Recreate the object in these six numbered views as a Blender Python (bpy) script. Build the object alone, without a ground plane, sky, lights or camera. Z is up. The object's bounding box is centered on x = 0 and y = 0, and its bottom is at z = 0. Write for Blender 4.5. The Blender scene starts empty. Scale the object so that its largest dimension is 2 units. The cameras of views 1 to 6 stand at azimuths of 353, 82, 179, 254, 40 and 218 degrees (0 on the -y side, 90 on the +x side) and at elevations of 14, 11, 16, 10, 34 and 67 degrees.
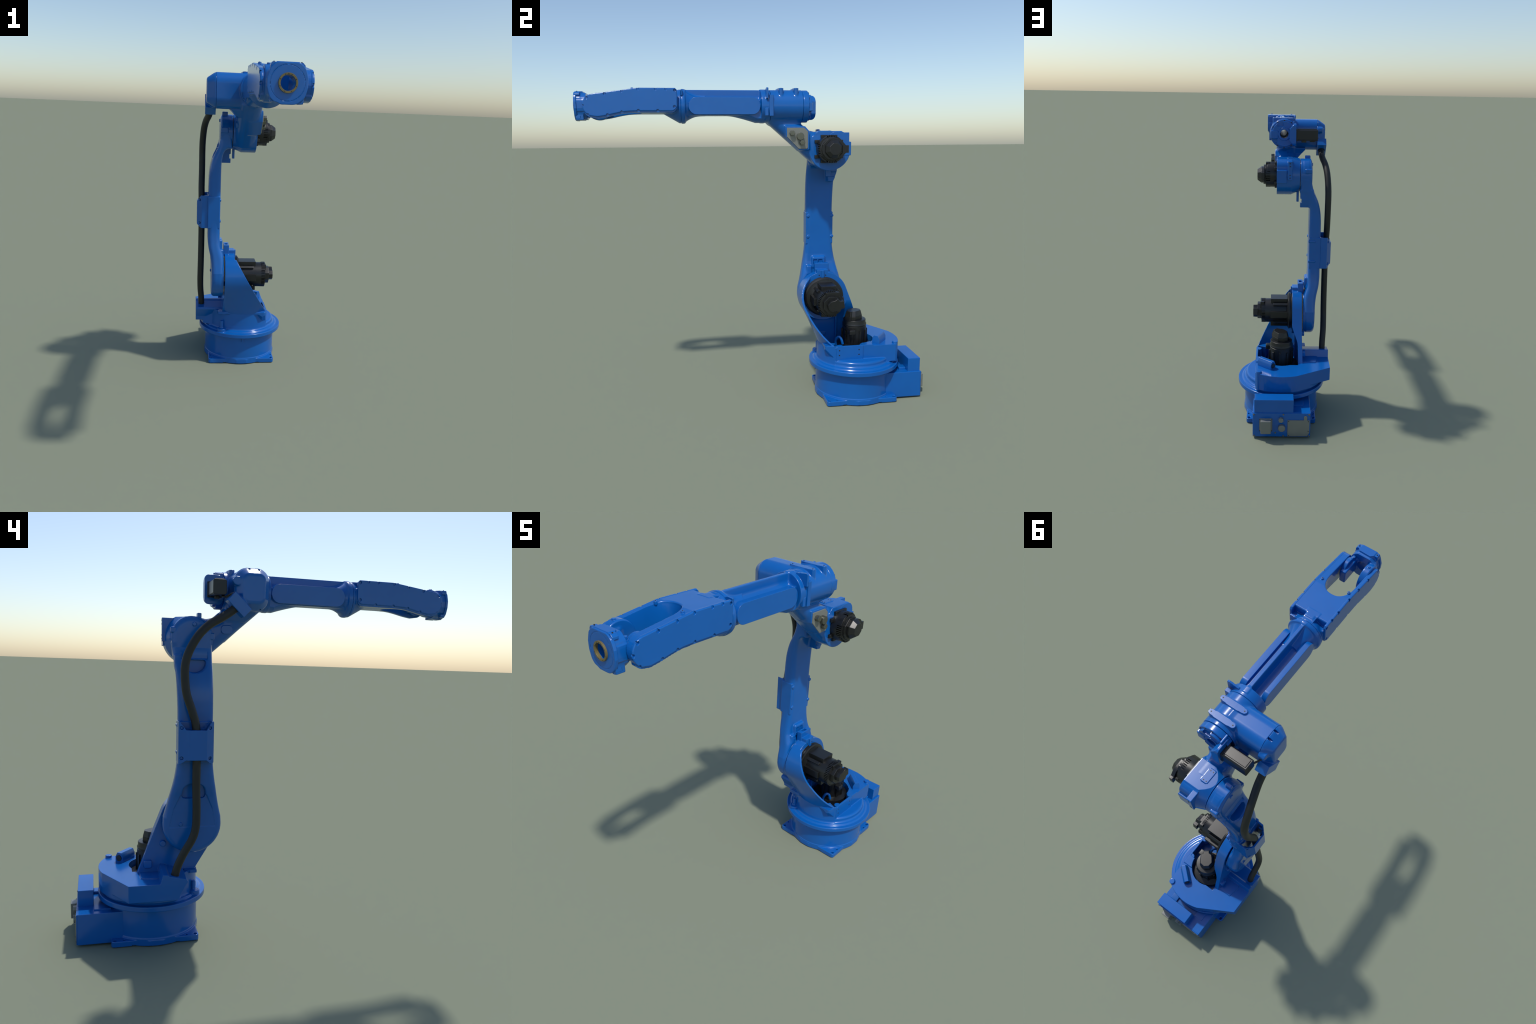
# Six-axis industrial robot arm: blue castings, black servo motors, hollow wrist.
# Castings are described as implicit solids (profiles, cylinders, fillets) and
# meshed here; plates, motors, boxes and screws are prisms and turned parts.
import bpy, bmesh, math
import numpy as np
from mathutils import Matrix, Vector

# ----------------------------------------------------------------- layout
X0 = 0.0155                 # swivel axis and forearm axis, x
Y0 = 0.586                  # swivel axis, y
SH = (0.408, 0.605)         # shoulder axis (runs along x): y, z
EL = (0.411, 1.505)         # elbow axis (runs along x): y, z
ZR = 1.7445                 # forearm axis (runs along y): z
WB = (-0.877, 1.7445)       # wrist bend axis (runs along x): y, z

# -------------------------------------------------------------- materials
def material(name, color, rough, metallic=0.0, spec=0.5, coat=0.0, vary=0.06, scale=9.0, bump=0.0, grain=180.0):
    m = bpy.data.materials.new(name)
    m.use_nodes = True
    nt = m.node_tree
    b = nt.nodes["Principled BSDF"]
    tc = nt.nodes.new("ShaderNodeTexCoord")
    nz = nt.nodes.new("ShaderNodeTexNoise")
    nz.inputs["Scale"].default_value = scale
    nz.inputs["Detail"].default_value = 3.0
    rp = nt.nodes.new("ShaderNodeValToRGB")
    lo = [c * (1 - vary) for c in color]
    hi = [min(1, c * (1 + vary)) for c in color]
    rp.color_ramp.elements[0].position = 0.3
    rp.color_ramp.elements[1].position = 0.7
    rp.color_ramp.elements[0].color = (*lo, 1)
    rp.color_ramp.elements[1].color = (*hi, 1)
    nt.links.new(tc.outputs["Object"], nz.inputs["Vector"])
    nt.links.new(nz.outputs["Fac"], rp.inputs["Fac"])
    nt.links.new(rp.outputs["Color"], b.inputs["Base Color"])
    b.inputs["Roughness"].default_value = rough
    b.inputs["Metallic"].default_value = metallic
    b.inputs["Specular IOR Level"].default_value = spec
    b.inputs["Coat Weight"].default_value = coat
    b.inputs["Coat Roughness"].default_value = 0.12
    if bump > 0:
        n2 = nt.nodes.new("ShaderNodeTexNoise")
        n2.inputs["Scale"].default_value = grain
        bp = nt.nodes.new("ShaderNodeBump")
        bp.inputs["Strength"].default_value = bump
        bp.inputs["Distance"].default_value = 0.001
        nt.links.new(tc.outputs["Object"], n2.inputs["Vector"])
        nt.links.new(n2.outputs["Fac"], bp.inputs["Height"])
        nt.links.new(bp.outputs["Normal"], b.inputs["Normal"])
    return m

BLUE = material("blue_paint", (0.003, 0.104, 0.390), 0.20, vary=0.03)
BLACK = material("black_motor_paint", (0.0085, 0.0092, 0.0095), 0.36, vary=0.12, bump=0.05)
RUBBER = material("black_cable_sleeve", (0.0115, 0.012, 0.0105), 0.55, vary=0.10)
GREY = material("grey_zinc_plate", (0.200, 0.206, 0.186), 0.34, metallic=0.2, vary=0.05)
STEEL = material("dull_metal_fitting", (0.155, 0.160, 0.135), 0.24, metallic=0.75, vary=0.05)
DARK = material("dark_steel_socket", (0.010, 0.012, 0.016), 0.45, vary=0.10)
BRASS = material("olive_flange_ring", (0.150, 0.118, 0.042), 0.50, vary=0.06)
SCREW = material("dull_steel_screw", (0.16, 0.15, 0.12), 0.40, metallic=0.4, vary=0.05)

# ------------------------------------------------------------ object tree
ROOT = bpy.data.objects.new("industrial_robot_arm", None)
bpy.context.scene.collection.objects.link(ROOT)
ROOT.location = (X0, Y0, 0)
ROOT["label"] = "blue six-axis industrial robot arm with black servo motors"
ROOT["category"] = "industrial robot"

def link(ob, parent=None):
    bpy.context.scene.collection.objects.link(ob)
    ob.parent = parent or ROOT
    # every mesh is modelled in world coordinates; the root sits at its base
    if ob.parent is ROOT:
        ob.matrix_parent_inverse = Matrix.Translation((-X0, -Y0, 0))
    return ob

def add(name, me, mat, parent=None):
    me.materials.clear()
    me.materials.append(mat)
    return link(bpy.data.objects.new(name, me), parent)

# ------------------------------------------------------- implicit solids
def smin(a, b, k):
    h = np.maximum(k - np.abs(a - b), 0.0) / k
    return np.minimum(a, b) - h * h * k * 0.25

def smax(a, b, k):
    return -smin(-a, -b, k)

def union(*d):
    r = d[0]
    for e in d[1:]:
        r = np.minimum(r, e)
    return r

def inter(*d):
    r = d[0]
    for e in d[1:]:
        r = np.maximum(r, e)
    return r

def span(t, lo, hi):
    return np.abs(t - 0.5 * (lo + hi)) - 0.5 * (hi - lo)

def rect(u, v, u0, u1, v0, v1, r=0.0):
    a = np.abs(u - 0.5 * (u0 + u1)) - (0.5 * (u1 - u0) - r)
    b = np.abs(v - 0.5 * (v0 + v1)) - (0.5 * (v1 - v0) - r)
    return np.hypot(np.maximum(a, 0), np.maximum(b, 0)) + np.minimum(np.maximum(a, b), 0) - r

def box(x, y, z, lo, hi, r=0.002):
    a = span(x, lo[0] + r, hi[0] - r)
    b = span(y, lo[1] + r, hi[1] - r)
    c = span(z, lo[2] + r, hi[2] - r)
    return np.sqrt(np.maximum(a, 0) ** 2 + np.maximum(b, 0) ** 2 + np.maximum(c, 0) ** 2) \
        + np.minimum(np.maximum(a, np.maximum(b, c)), 0) - r

def disc(u, v, c, r):
    return np.hypot(u - c[0], v - c[1]) - r

def rod(u, v, t, c, r, lo, hi, e=0.003):
    """cylinder of radius r about the t axis with edges eased by e"""
    a = np.hypot(u - c[0], v - c[1]) - (r - e)
    b = span(t, lo + e, hi - e)
    return np.hypot(np.maximum(a, 0), np.maximum(b, 0)) + np.minimum(np.maximum(a, b), 0) - e

def poly(u, v, pts):
    """signed distance to a closed outline"""
    u, v = np.broadcast_arrays(u, v)
    d = np.full(u.shape, 1e9)
    s = np.ones(u.shape)
    n = len(pts)
    for i in range(n):
        ax, ay = pts[i]
        bx, by = pts[i - 1]
        ex, ey = bx - ax, by - ay
        wx, wy = u - ax, v - ay
        t = np.clip((wx * ex + wy * ey) / (ex * ex + ey * ey + 1e-18), 0, 1)
        d = np.minimum(d, (wx - ex * t) ** 2 + (wy - ey * t) ** 2)
        c1 = v >= ay
        c2 = v < by
        c3 = ex * wy > ey * wx
        s = np.where((c1 & c2 & c3) | (~c1 & ~c2 & ~c3), -s, s)
    return s * np.sqrt(d)

def arc(c, r, a0, a1, n):
    return [(c[0] + r * math.cos(math.radians(a0 + (a1 - a0) * i / n)),
             c[1] + r * math.sin(math.radians(a0 + (a1 - a0) * i / n))) for i in range(n + 1)]

def hull(pts):
    pts = sorted(set((round(a, 6), round(b, 6)) for a, b in pts))
    def half(ps):
        h = []
        for p in ps:
            while len(h) > 1 and (h[-1][0] - h[-2][0]) * (p[1] - h[-2][1]) - (h[-1][1] - h[-2][1]) * (p[0] - h[-2][0]) <= 0:
                h.pop()
            h.append(p)
        return h[:-1]
    return half(pts) + half(pts[::-1])

def smooth_line(pts, n=6):
    """Catmull-Rom through control points (open)"""
    p = [pts[0]] + list(pts) + [pts[-1]]
    out = []
    for i in range(1, len(p) - 2):
        for k in range(n):
            t = k / n
            out.append(tuple(0.5 * (2 * p[i][j] + (p[i + 1][j] - p[i - 1][j]) * t
                       + (2 * p[i - 1][j] - 5 * p[i][j] + 4 * p[i + 1][j] - p[i + 2][j]) * t * t
                       + (3 * p[i][j] - p[i - 1][j] - 3 * p[i + 1][j] + p[i + 2][j]) * t ** 3) for j in range(len(p[i]))))
    out.append(tuple(pts[-1]))
    return out

def casting(name, f, lo, hi, h=0.003, mat=None, parent=None):
    """mesh the implicit solid f<0 inside the box lo..hi (dual grid of pitch h)"""
    ax = [np.arange(lo[i] - 2 * h, hi[i] + 2.5 * h, h) for i in range(3)]
    shp = tuple(len(a) for a in ax)
    F = np.broadcast_to(f(ax[0][:, None, None], ax[1][None, :, None], ax[2][None, None, :]), shp).astype(np.float32)
    S = F < 0
    c = [S[i:shp[0] - 1 + i, j:shp[1] - 1 + j, k:shp[2] - 1 + k] for i in (0, 1) for j in (0, 1) for k in (0, 1)]
    cnt = sum(q.astype(np.int8) for q in c)
    act = (cnt > 0) & (cnt < 8)
    I = np.argwhere(act)
    vid = np.full(act.shape, -1, np.int64)
    vid[act] = np.arange(len(I))
    off = np.array([(i, j, k) for i in (0, 1) for j in (0, 1) for k in (0, 1)])
    V = np.stack([F[I[:, 0] + o[0], I[:, 1] + o[1], I[:, 2] + o[2]] for o in off], 1)
    P = np.zeros((len(I), 3))
    W = np.zeros(len(I))
    for a in range(8):
        for b in range(a + 1, 8):
            if np.abs(off[a] - off[b]).sum() != 1:
                continue
            va, vb = V[:, a], V[:, b]
            m = (va < 0) != (vb < 0)
            t = np.where(m, va / np.where(m, va - vb, 1), 0)
            P += np.where(m[:, None], off[a] + (off[b] - off[a]) * t[:, None], 0)
            W += m
    base = np.array([a[0] for a in ax])
    P = base + (I + P / W[:, None]) * h
    def grad(P, e):
        g = np.empty_like(P)
        for i in range(3):
            q = np.zeros(3); q[i] = e
            A, B = P + q, P - q
            g[:, i] = (f(A[:, 0], A[:, 1], A[:, 2]) - f(B[:, 0], B[:, 1], B[:, 2])) / (2 * e)
        return g
    for _ in range(2):
        g = grad(P, h * 0.15)
        v = f(P[:, 0], P[:, 1], P[:, 2])
        st = (v / np.maximum((g * g).sum(1), 0.2))[:, None] * g
        ln = np.linalg.norm(st, axis=1, keepdims=True)
        P = P - st * np.minimum(1, 0.6 * h / np.maximum(ln, 1e-9))
    Q = []
    for d in range(3):
        e1, e2 = [(1, 2), (2, 0), (0, 1)][d]
        sl = [slice(1, -1)] * 3; sl[d] = slice(0, shp[d] - 1)
        sh = list(sl); sh[d] = slice(1, shp[d])
        A, B = S[tuple(sl)], S[tuple(sh)]
        for flip, mk in ((0, A & ~B), (1, ~A & B)):
            J = np.argwhere(mk)
            J[:, e1] += 1; J[:, e2] += 1
            quad = []
            for o1, o2 in ((-1, -1), (0, -1), (0, 0), (-1, 0)):
                K = J.copy(); K[:, e1] += o1; K[:, e2] += o2
                quad.append(vid[K[:, 0], K[:, 1], K[:, 2]])
            q = np.stack(quad, 1)
            Q.append(q[:, ::-1] if flip else q)
    Q = np.concatenate(Q)
    Q = Q[(Q >= 0).all(1)]
    N = grad(P, h * 0.4)
    N /= np.maximum(np.linalg.norm(N, axis=1, keepdims=True), 1e-9)
    me = bpy.data.meshes.new(name)
    me.vertices.add(len(P)); me.vertices.foreach_set("co", P.astype(np.float32).ravel())
    me.loops.add(Q.size); me.loops.foreach_set("vertex_index", Q.astype(np.int32).ravel())
    me.polygons.add(len(Q))
    me.polygons.foreach_set("loop_start", np.arange(0, Q.size, 4, dtype=np.int32))
    me.update(calc_edges=True)
    me.validate()
    me.polygons.foreach_set("use_smooth", np.ones(len(me.polygons), bool))
    if len(me.vertices) == len(N):
        me.normals_split_custom_set_from_vertices([tuple(n) for n in N])
    return add(name, me, mat or BLUE, parent)

# ------------------------------------------- prisms, turned parts, tubes
AXES = {"x": Matrix(((0, 0, 1, 0), (1, 0, 0, 0), (0, 1, 0, 0), (0, 0, 0, 1))),   # (u,v,t) -> (t,u,v)
        "y": Matrix(((1, 0, 0, 0), (0, 0, 1, 0), (0, 1, 0, 0), (0, 0, 0, 1))),   # (u,v,t) -> (u,t,v)
        "z": Matrix.Identity(4)}                                                  # (u,v,t) -> (u,v,t)

def weighted_normals(me, angle=50):
    """shade rounded edges smooth while the large faces stay flat"""
    me.polygons.foreach_set("use_smooth", np.ones(len(me.polygons), bool))
    around = {}
    for p in me.polygons:
        for v in p.vertices:
            around.setdefault(v, []).append((p.normal.copy(), p.area))
    lim = math.cos(math.radians(angle))
    out = []
    for p in me.polygons:
        for li in p.loop_indices:
            n = Vector((0, 0, 0))
            for q, a in around[me.loops[li].vertex_index]:
                if q.dot(p.normal) > lim:
                    n += q * a
            out.append((n.normalized() if n.length > 0 else p.normal)[:])
    me.normals_split_custom_set(out)

def finish(bm, name, mat, parent, bevel, seg=2, angle=35):
    bmesh.ops.remove_doubles(bm, verts=bm.verts, dist=1e-5)
    bmesh.ops.recalc_face_normals(bm, faces=bm.faces)
    if bevel > 0:
        es = [e for e in bm.edges if len(e.link_faces) == 2 and e.calc_face_angle(0) > math.radians(angle)]
        bmesh.ops.bevel(bm, geom=es, offset=bevel, segments=seg, profile=0.5, affect="EDGES", clamp_overlap=True)
    me = bpy.data.meshes.new(name)
    bm.to_mesh(me); bm.free()
    weighted_normals(me)
    return add(name, me, mat, parent)

def prism_bm(bm, pts, lo, hi, axis, scale=1.0, pivot=None):
    M = AXES[axis]
    c = pivot or (sum(p[0] for p in pts) / len(pts), sum(p[1] for p in pts) / len(pts))
    a = [bm.verts.new(M @ Vector((p[0], p[1], lo))) for p in pts]
    b = [bm.verts.new(M @ Vector((c[0] + (p[0] - c[0]) * scale, c[1] + (p[1] - c[1]) * scale, hi))) for p in pts]
    n = len(pts)
    bm.faces.new(a); bm.faces.new(b)
    for i in range(n):
        bm.faces.new((a[i], a[(i + 1) % n], b[(i + 1) % n], b[i]))

def prism(name, pts, lo, hi, axis, mat=None, parent=None, bevel=0.0015, scale=1.0, pivot=None, seg=2):
    bm = bmesh.new()
    prism_bm(bm, pts, lo, hi, axis, scale, pivot)
    return finish(bm, name, mat or BLUE, parent, bevel, seg)

def quad(u0, u1, v0, v1):
    return [(u0, v0), (u1, v0), (u1, v1), (u0, v1)]

def ngon(c, r, n, rot=0.0):
    return [(c[0] + r * math.cos(2 * math.pi * (i + rot) / n), c[1] + r * math.sin(2 * math.pi * (i + rot) / n)) for i in range(n)]

def turned(name, prof, c, axis, mat=None, parent=None, n=64):
    """prof: list of (radius, position along axis); open ends are on the axis"""
    bm = bmesh.new()
    M = AXES[axis]
    rings = []
    for r, t in prof:
        if r < 1e-6:
            rings.append([bm.verts.new(M @ Vector((c[0], c[1], t)))])
        else:
            rings.append([bm.verts.new(M @ Vector((c[0] + r * math.cos(2 * math.pi * i / n), c[1] + r * math.sin(2 * math.pi * i / n), t))) for i in range(n)])
    for A, B in zip(rings, rings[1:]):
        for i in range(n):
            j = (i + 1) % n
            if len(A) == 1 and len(B) > 1:
                bm.faces.new((A[0], B[i], B[j]))
            elif len(B) == 1 and len(A) > 1:
                bm.faces.new((A[i], A[j], B[0]))
            elif len(A) > 1:
                bm.faces.new((A[i], A[j], B[j], B[i]))
    return finish(bm, name, mat or BLUE, parent, 0)

def tube(name, pts, r, mat, parent=None, sub=8, n=20):
    P = [Vector(p) for p in smooth_line(pts, sub)]
    bm = bmesh.new()
    up = Vector((1, 0, 0))
    rings = []
    for i, p in enumerate(P):
        t = (P[min(i + 1, len(P) - 1)] - P[max(i - 1, 0)]).normalized()
        a = (up - t * up.dot(t)).normalized()
        b = t.cross(a)
        rings.append([bm.verts.new(p + (a * math.cos(2 * math.pi * k / n) + b * math.sin(2 * math.pi * k / n)) * r) for k in range(n)])
    for A, B in zip(rings, rings[1:]):
        for k in range(n):
            bm.faces.new((A[k], A[(k + 1) % n], B[(k + 1) % n], B[k]))
    bm.faces.new(rings[0]); bm.faces.new(rings[-1])
    return finish(bm, name, mat, parent, 0)

_screw = {}
def screws(name, places, axis, r, h, mat, parent, sides=16, socket=False):
    """small round heads; `places` are the centres of their outer faces"""
    key = (name, axis, r, h, mat.name, sides)
    if key not in _screw:
        ob = prism(name, ngon((0, 0), r, sides), -abs(h) if h > 0 else 0, 0 if h > 0 else abs(h), axis, mat, parent, bevel=min(r, abs(h)) * 0.18)
        me = ob.data
        bpy.data.objects.remove(ob)
        _screw[key] = me
    for p in places:
        ob = link(bpy.data.objects.new(name, _screw[key]), parent)
        ob.location = p

# =================================================================== BASE
def base_shape(x, y, z):
    r = np.hypot(x - X0, y - Y0)
    h = 0.2165
    plate = rect(x, y, X0 - h, X0 + h, Y0 - h, Y0 + h, 0.016)
    # the middle of each side swells out to follow the drum
    near, far = np.minimum(np.abs(x - X0), np.abs(y - Y0)), np.maximum(np.abs(x - X0), np.abs(y - Y0))
    bulge = inter((far - 0.2165 - 0.0205 * np.clip((0.080 - near) / 0.047, 0, 1)) * 0.9, near - 0.082)
    plate = np.minimum(plate, bulge)
    foot = smax(plate, span(z, 0.0, 0.030), 0.004)
    # feet touch the ground only at the corners
    foot = np.maximum(foot, -inter(span(z, -0.02, 0.004), np.minimum(np.abs(x - X0), np.abs(y - Y0)) - 0.118))
    drum = rod(x, y, z, (X0, Y0), 0.234, 0.001, 0.188, 0.002)
    collar = rod(x, y, z, (X0, Y0), 0.2365, 0.001, 0.040, 0.004)
    d = smin(np.minimum(foot, drum), collar, 0.004)
    for sx in (-1, 1):
        for sy in (-1, 1):
            d = np.maximum(d, -np.maximum(disc(x, y, (X0 + sx * 0.1995, Y0 + sy * 0.2), 0.0085), 0.014 - z))
            d = np.maximum(d, -np.maximum(disc(x, y, (X0 + sx * 0.203, Y0 + sy * 0.154), 0.0050), 0.018 - z))
    return d
base = casting("base", base_shape, (-0.235, 0.335, 0.0), (0.265, 0.835, 0.19), 0.003)
turned("bearing_seal", [(0, 0.186), (0.226, 0.186), (0.226, 0.198), (0, 0.198)], (X0, Y0), "z", DARK, base)
turned("index_pin", [(0, 0.160), (0.006, 0.160), (0.006, 0.195), (0, 0.195)], (X0 + 0.003, Y0 - 0.240), "z", BLUE, base, 20)

# connector box at the back of the base
BX0, BX1 = X0 - 0.173, X0 + 0.172
cbox = prism("connector_box", quad(BX0, BX1, 0.70, 0.961), 0.008, 0.167, "z", parent=ROOT, bevel=0.003)
prism("junction_hood", quad(-0.055, 0.178, 0.883, 0.960), 0.160, 0.2495, "z", parent=cbox, bevel=0.003)
prism("access_lid", quad(-0.118, -0.058, 0.80, 0.882), 0.160, 0.173, "z", parent=cbox)
prism("cable_gland_block", quad(0.095, 0.145, 0.840, 0.883), 0.160, 0.182, "z", parent=cbox, bevel=0.004)
panel = prism("connector_panel", quad(BX0 + 0.002, BX1 - 0.002, 0.0095, 0.165), 0.9605, 0.9665, "y", parent=cbox)
screws("panel_screw", [(a, 0.9695, b) for a, b in ((0.180, 0.157), (0.005, 0.158), (-0.149, 0.158), (0.179, 0.016), (0.004, 0.016), (-0.148, 0.016), (0.052, 0.036))],
       "y", 0.0052, 0.005, SCREW, panel, 12)
prism("power_connector", quad(0.070, 0.148, 0.047, 0.132), 0.962, 0.973, "y", GREY, panel, bevel=0.004)
prism("power_connector_shell", quad(0.078, 0.140, 0.046, 0.129), 0.970, 1.0, "y", GREY, panel, bevel=0.004)
screws("connector_screw", [(a, 0.9745, b) for a in (0.0735, 0.1445) for b in (0.052, 0.127)], "y", 0.0028, 0.003, DARK, panel, 10)
prism("signal_connector", ngon((0.019, 0.127), 0.0158, 6, 0.25), 0.962, 0.985, "y", GREY, panel)
turned("air_connector", [(0, 0.962), (0.0212, 0.962), (0.0212, 0.983), (0.0195, 0.985), (0, 0.985)], (0.0145, 0.073), "y", GREY, panel, 40)
prism("blank_plate", [(-0.020, 0.122), (-0.117, 0.122), (-0.117, 0.143), (-0.122, 0.150), (-0.132, 0.150), (-0.137, 0.143), (-0.137, 0.122),
                      (-0.151, 0.122), (-0.151, 0.036), (-0.138, 0.016), (-0.020, 0.014)], 0.962, 0.972, "y", GREY, panel, bevel=0.002)
screws("plate_screw", [(a, 0.9735, b) for a, b in ((-0.027, 0.115), (-0.144, 0.115), (-0.144, 0.050), (-0.027, 0.022))], "y", 0.003, 0.003, DARK, panel, 10)

# ================================================================= TURRET
DECK = [(0.1775, 0.45), (0.1775, 0.802)] + arc((X0, Y0), 0.2715, 54, 110, 14) + [(-0.287, 0.724), (-0.287, 0.50), (-0.11, 0.44)]
TOWER = hull(arc(SH, 0.152, 0, 360, 72) + [(0.400, 0.33), (0.676, 0.335)])
ZT = SH[1] - 0.070          # below this height the front wall is ruled down to the drum

def front_wall(x, z):
    dz = np.clip(z - SH[1], -0.070, 0.1515)
    ring = SH[0] - np.sqrt(0.152 ** 2 - dz ** 2)
    drum = Y0 - np.sqrt(np.maximum(0.229 ** 2 - (x - X0) ** 2, 0.01))
    t = np.clip((z - 0.345) / (ZT - 0.345), 0, 1)
    return drum + (ring - drum) * t

def turret_shape(x, y, z):
    r = np.hypot(x - X0, y - Y0)
    flange = rod(x, y, z, (X0, Y0), 0.2755, 0.194, 0.2215, 0.004)
    step = rod(x, y, z, (X0, Y0), 0.250, 0.20, 0.231, 0.009)
    ledge = rod(x, y, z, (X0, Y0), 0.226, 0.20, 0.266, 0.014)
    drum = inter(r - 0.229, x - 0.1775, span(z, 0.20, 0.352), y - 0.66)
    outline = poly(x, y, DECK)
    deck = union(inter(outline, span(z, 0.261, 0.346)), inter(outline, span(z, 0.240, 0.300), r - 0.273))
    skirt = inter(outline, span(z, 0.20, 0.30), r - 0.240)
    # saddle on the left wing; its sloping top takes the cable
    wing = inter(span(x, -0.287, -0.10), poly(y, z, [(0.60, 0.262), (0.60, 0.343), (0.574, 0.343), (0.562, 0.390), (0.538, 0.3885), (0.530, 0.382),
                                                     (0.448, 0.364), (0.4415, 0.352), (0.476, 0.292), (0.484, 0.263)]))
    body = smin(smin(flange, step, 0.006), ledge, 0.018)
    body = smin(body, union(drum, skirt), 0.006)
    body = union(body, np.minimum(deck, drum), wing)
    # hollow inside for the swivel motor
    well = union(r - 0.119, inter(x - 0.02, -0.089 - x, span(y, 0.50, 0.694)), inter(x - 0.1665, -0.089 - x, r - 0.220, y - 0.60))
    lug = union(rod(x, y, z, (0.160, 0.602), 0.020, 0.27, 0.351, 0.002), rod(x, y, z, (0.163, 0.458), 0.019, 0.27, 0.351, 0.002))
    body = np.maximum(body, -np.maximum(np.maximum(well, -lug), 0.264 - z))
    # upright plate, bearing ring and slanted front wall
    t = np.clip((z - 0.435) / 0.14, 0, 1)
    inner = -0.089 + 0.038 * t * t * (3 - 2 * t)            # web thickens up into the ring
    outer = -0.1125 - 0.0055 * np.clip((0.50 - z) / 0.15, 0, 1)
    plate = inter(poly(y, z, TOWER), (x - inner) * 0.85, outer - x)
    ring = inter(np.hypot(y - SH[0], z - SH[1]) - 0.152, span(x, -0.1125, -0.051))
    ring = smax(ring, -inter(np.hypot(y - SH[0], z - SH[1]) - 0.123, -0.066 - x), 0.003)
    fw = front_wall(x, z)
    rim = -0.037 + 0.572 * (0.715 - z)
    wall = inter((fw - y) * 0.8, (y - fw - 0.013) * 0.8, (x - rim) * 0.87, outer - x, 0.335 - z, z - 0.722)
    rib = inter(span(y, 0.49, 0.50), span(x, -0.10, -0.07), span(z, 0.25, 0.50))
    tower = union(plate, wall, ring, rib)
    pad = inter(span(x, -0.135, -0.10), rect(y, z, 0.60, 0.64, 0.375, 0.415, 0.010))
    lobe = rod(y, z, x, (0.545, 0.497), 0.015, -0.130, -0.10, 0.003)
    tower = union(tower, pad, lobe)
    d = np.minimum(body, tower)
    # corner lugs where the wall meets the drum
    shelf_r = inter(poly(x, y, [(0.172, 0.42), (0.165, 0.372), (0.155, 0.368), (0.085, 0.368), (0.12, 0.44)]),
                    z - 0.353, 0.339 - z)
    horn_r = inter(poly(x, y, [(0.172, 0.42), (0.165, 0.372), (0.155, 0.368), (0.085, 0.368), (0.12, 0.44)]),
                   z - 0.345, (0.285 - z) * 0.5 + (0.40 - y) * 0.6 + np.abs(x - 0.145) * 0.35)
    shelf_l = inter(poly(x, y, [(-0.145, 0.376), (-0.07, 0.372), (-0.08, 0.43), (-0.13, 0.44), (-0.146, 0.41)]), z - 0.357, 0.341 - z)
    d = union(d, shelf_r, horn_r, shelf_l)
    knob = rod(x, y, z, (0.156, 0.803), 0.017, 0.235, 0.359, 0.002)
    plateau = inter(x - 0.1808, 0.10 - x, rect(y, z, 0.432, 0.598, 0.20, 0.352, 0.012))
    d = union(d, knob, np.maximum(plateau, 0.166 - x))
    plug = smin(rod(x, y, z, (-0.118, 0.388), 0.011, 0.22, 0.292, 0.002), rod(x, y, z, (-0.118, 0.386), 0.030, 0.20, 0.243, 0.006), 0.008)
    d = union(d, plug)
    # stop block on the crown of the ring
    stop = union(box(x, y, z, (-0.120, 0.361, 0.735), (-0.086, 0.450, 0.806)), box(x, y, z, (-0.095, 0.366, 0.73), (-0.051, 0.436, 0.772)))
    stop = np.maximum(stop, -box(x, y, z, (-0.113, 0.385, 0.79), (-0.095, 0.418, 0.83)))
    key = box(x, y, z, (-0.058, 0.392, 0.70), (-0.042, 0.410, 0.770))
    return union(d, stop, key)
turret = casting("turret", turret_shape, (-0.292, 0.250, 0.192), (0.294, 0.870, 0.808), 0.0032)
screws("hole_shade_disc", [(0.1815, a, b) for a in (0.452, 0.572) for b in (0.297, 0.327)], "x", 0.0042, 0.004, DARK, turret, 12)  # no bore cut: near-black discs drawn for the shade inside four holes
screws("ring_screw", [(-0.0500, a, 0.738) for a in (0.380, 0.421)], "x", 0.0038, 0.004, DARK, turret, 12)

# limit switch housing on the deck
sd = Vector((-0.083, 0.068, 0)).normalized()
sn = Vector((sd.y, -sd.x, 0))
def oblique(name, section, a, b, mat, parent, bevel):
    bm = bmesh.new()
    A = [bm.verts.new(Vector(a) + sn * u + Vector((0, 0, v))) for u, v in section]
    B = [bm.verts.new(Vector(b) + sn * u + Vector((0, 0, v))) for u, v in section]
    bm.faces.new(A); bm.faces.new(B)
    for i in range(len(A)):
        j = (i + 1) % len(A)
        bm.faces.new((A[i], A[j], B[j], B[i]))
    return finish(bm, name, mat, parent, bevel)
switch = oblique("switch_housing", [(-0.023, 0.340), (0.023, 0.340), (0.023, 0.374), (0.012, 0.396), (-0.012, 0.396), (-0.023, 0.374)],
                 (0.151, 0.684, 0), (0.069, 0.752, 0), BLUE, turret, 0.0012)
oblique("switch_plug", [(0.016 * math.cos(a * math.pi / 10), 0.368 + 0.016 * math.sin(a * math.pi / 10)) for a in range(20)],
        (0.070, 0.751, 0), (0.0655, 0.755, 0), DARK, switch, 0.001)

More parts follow.
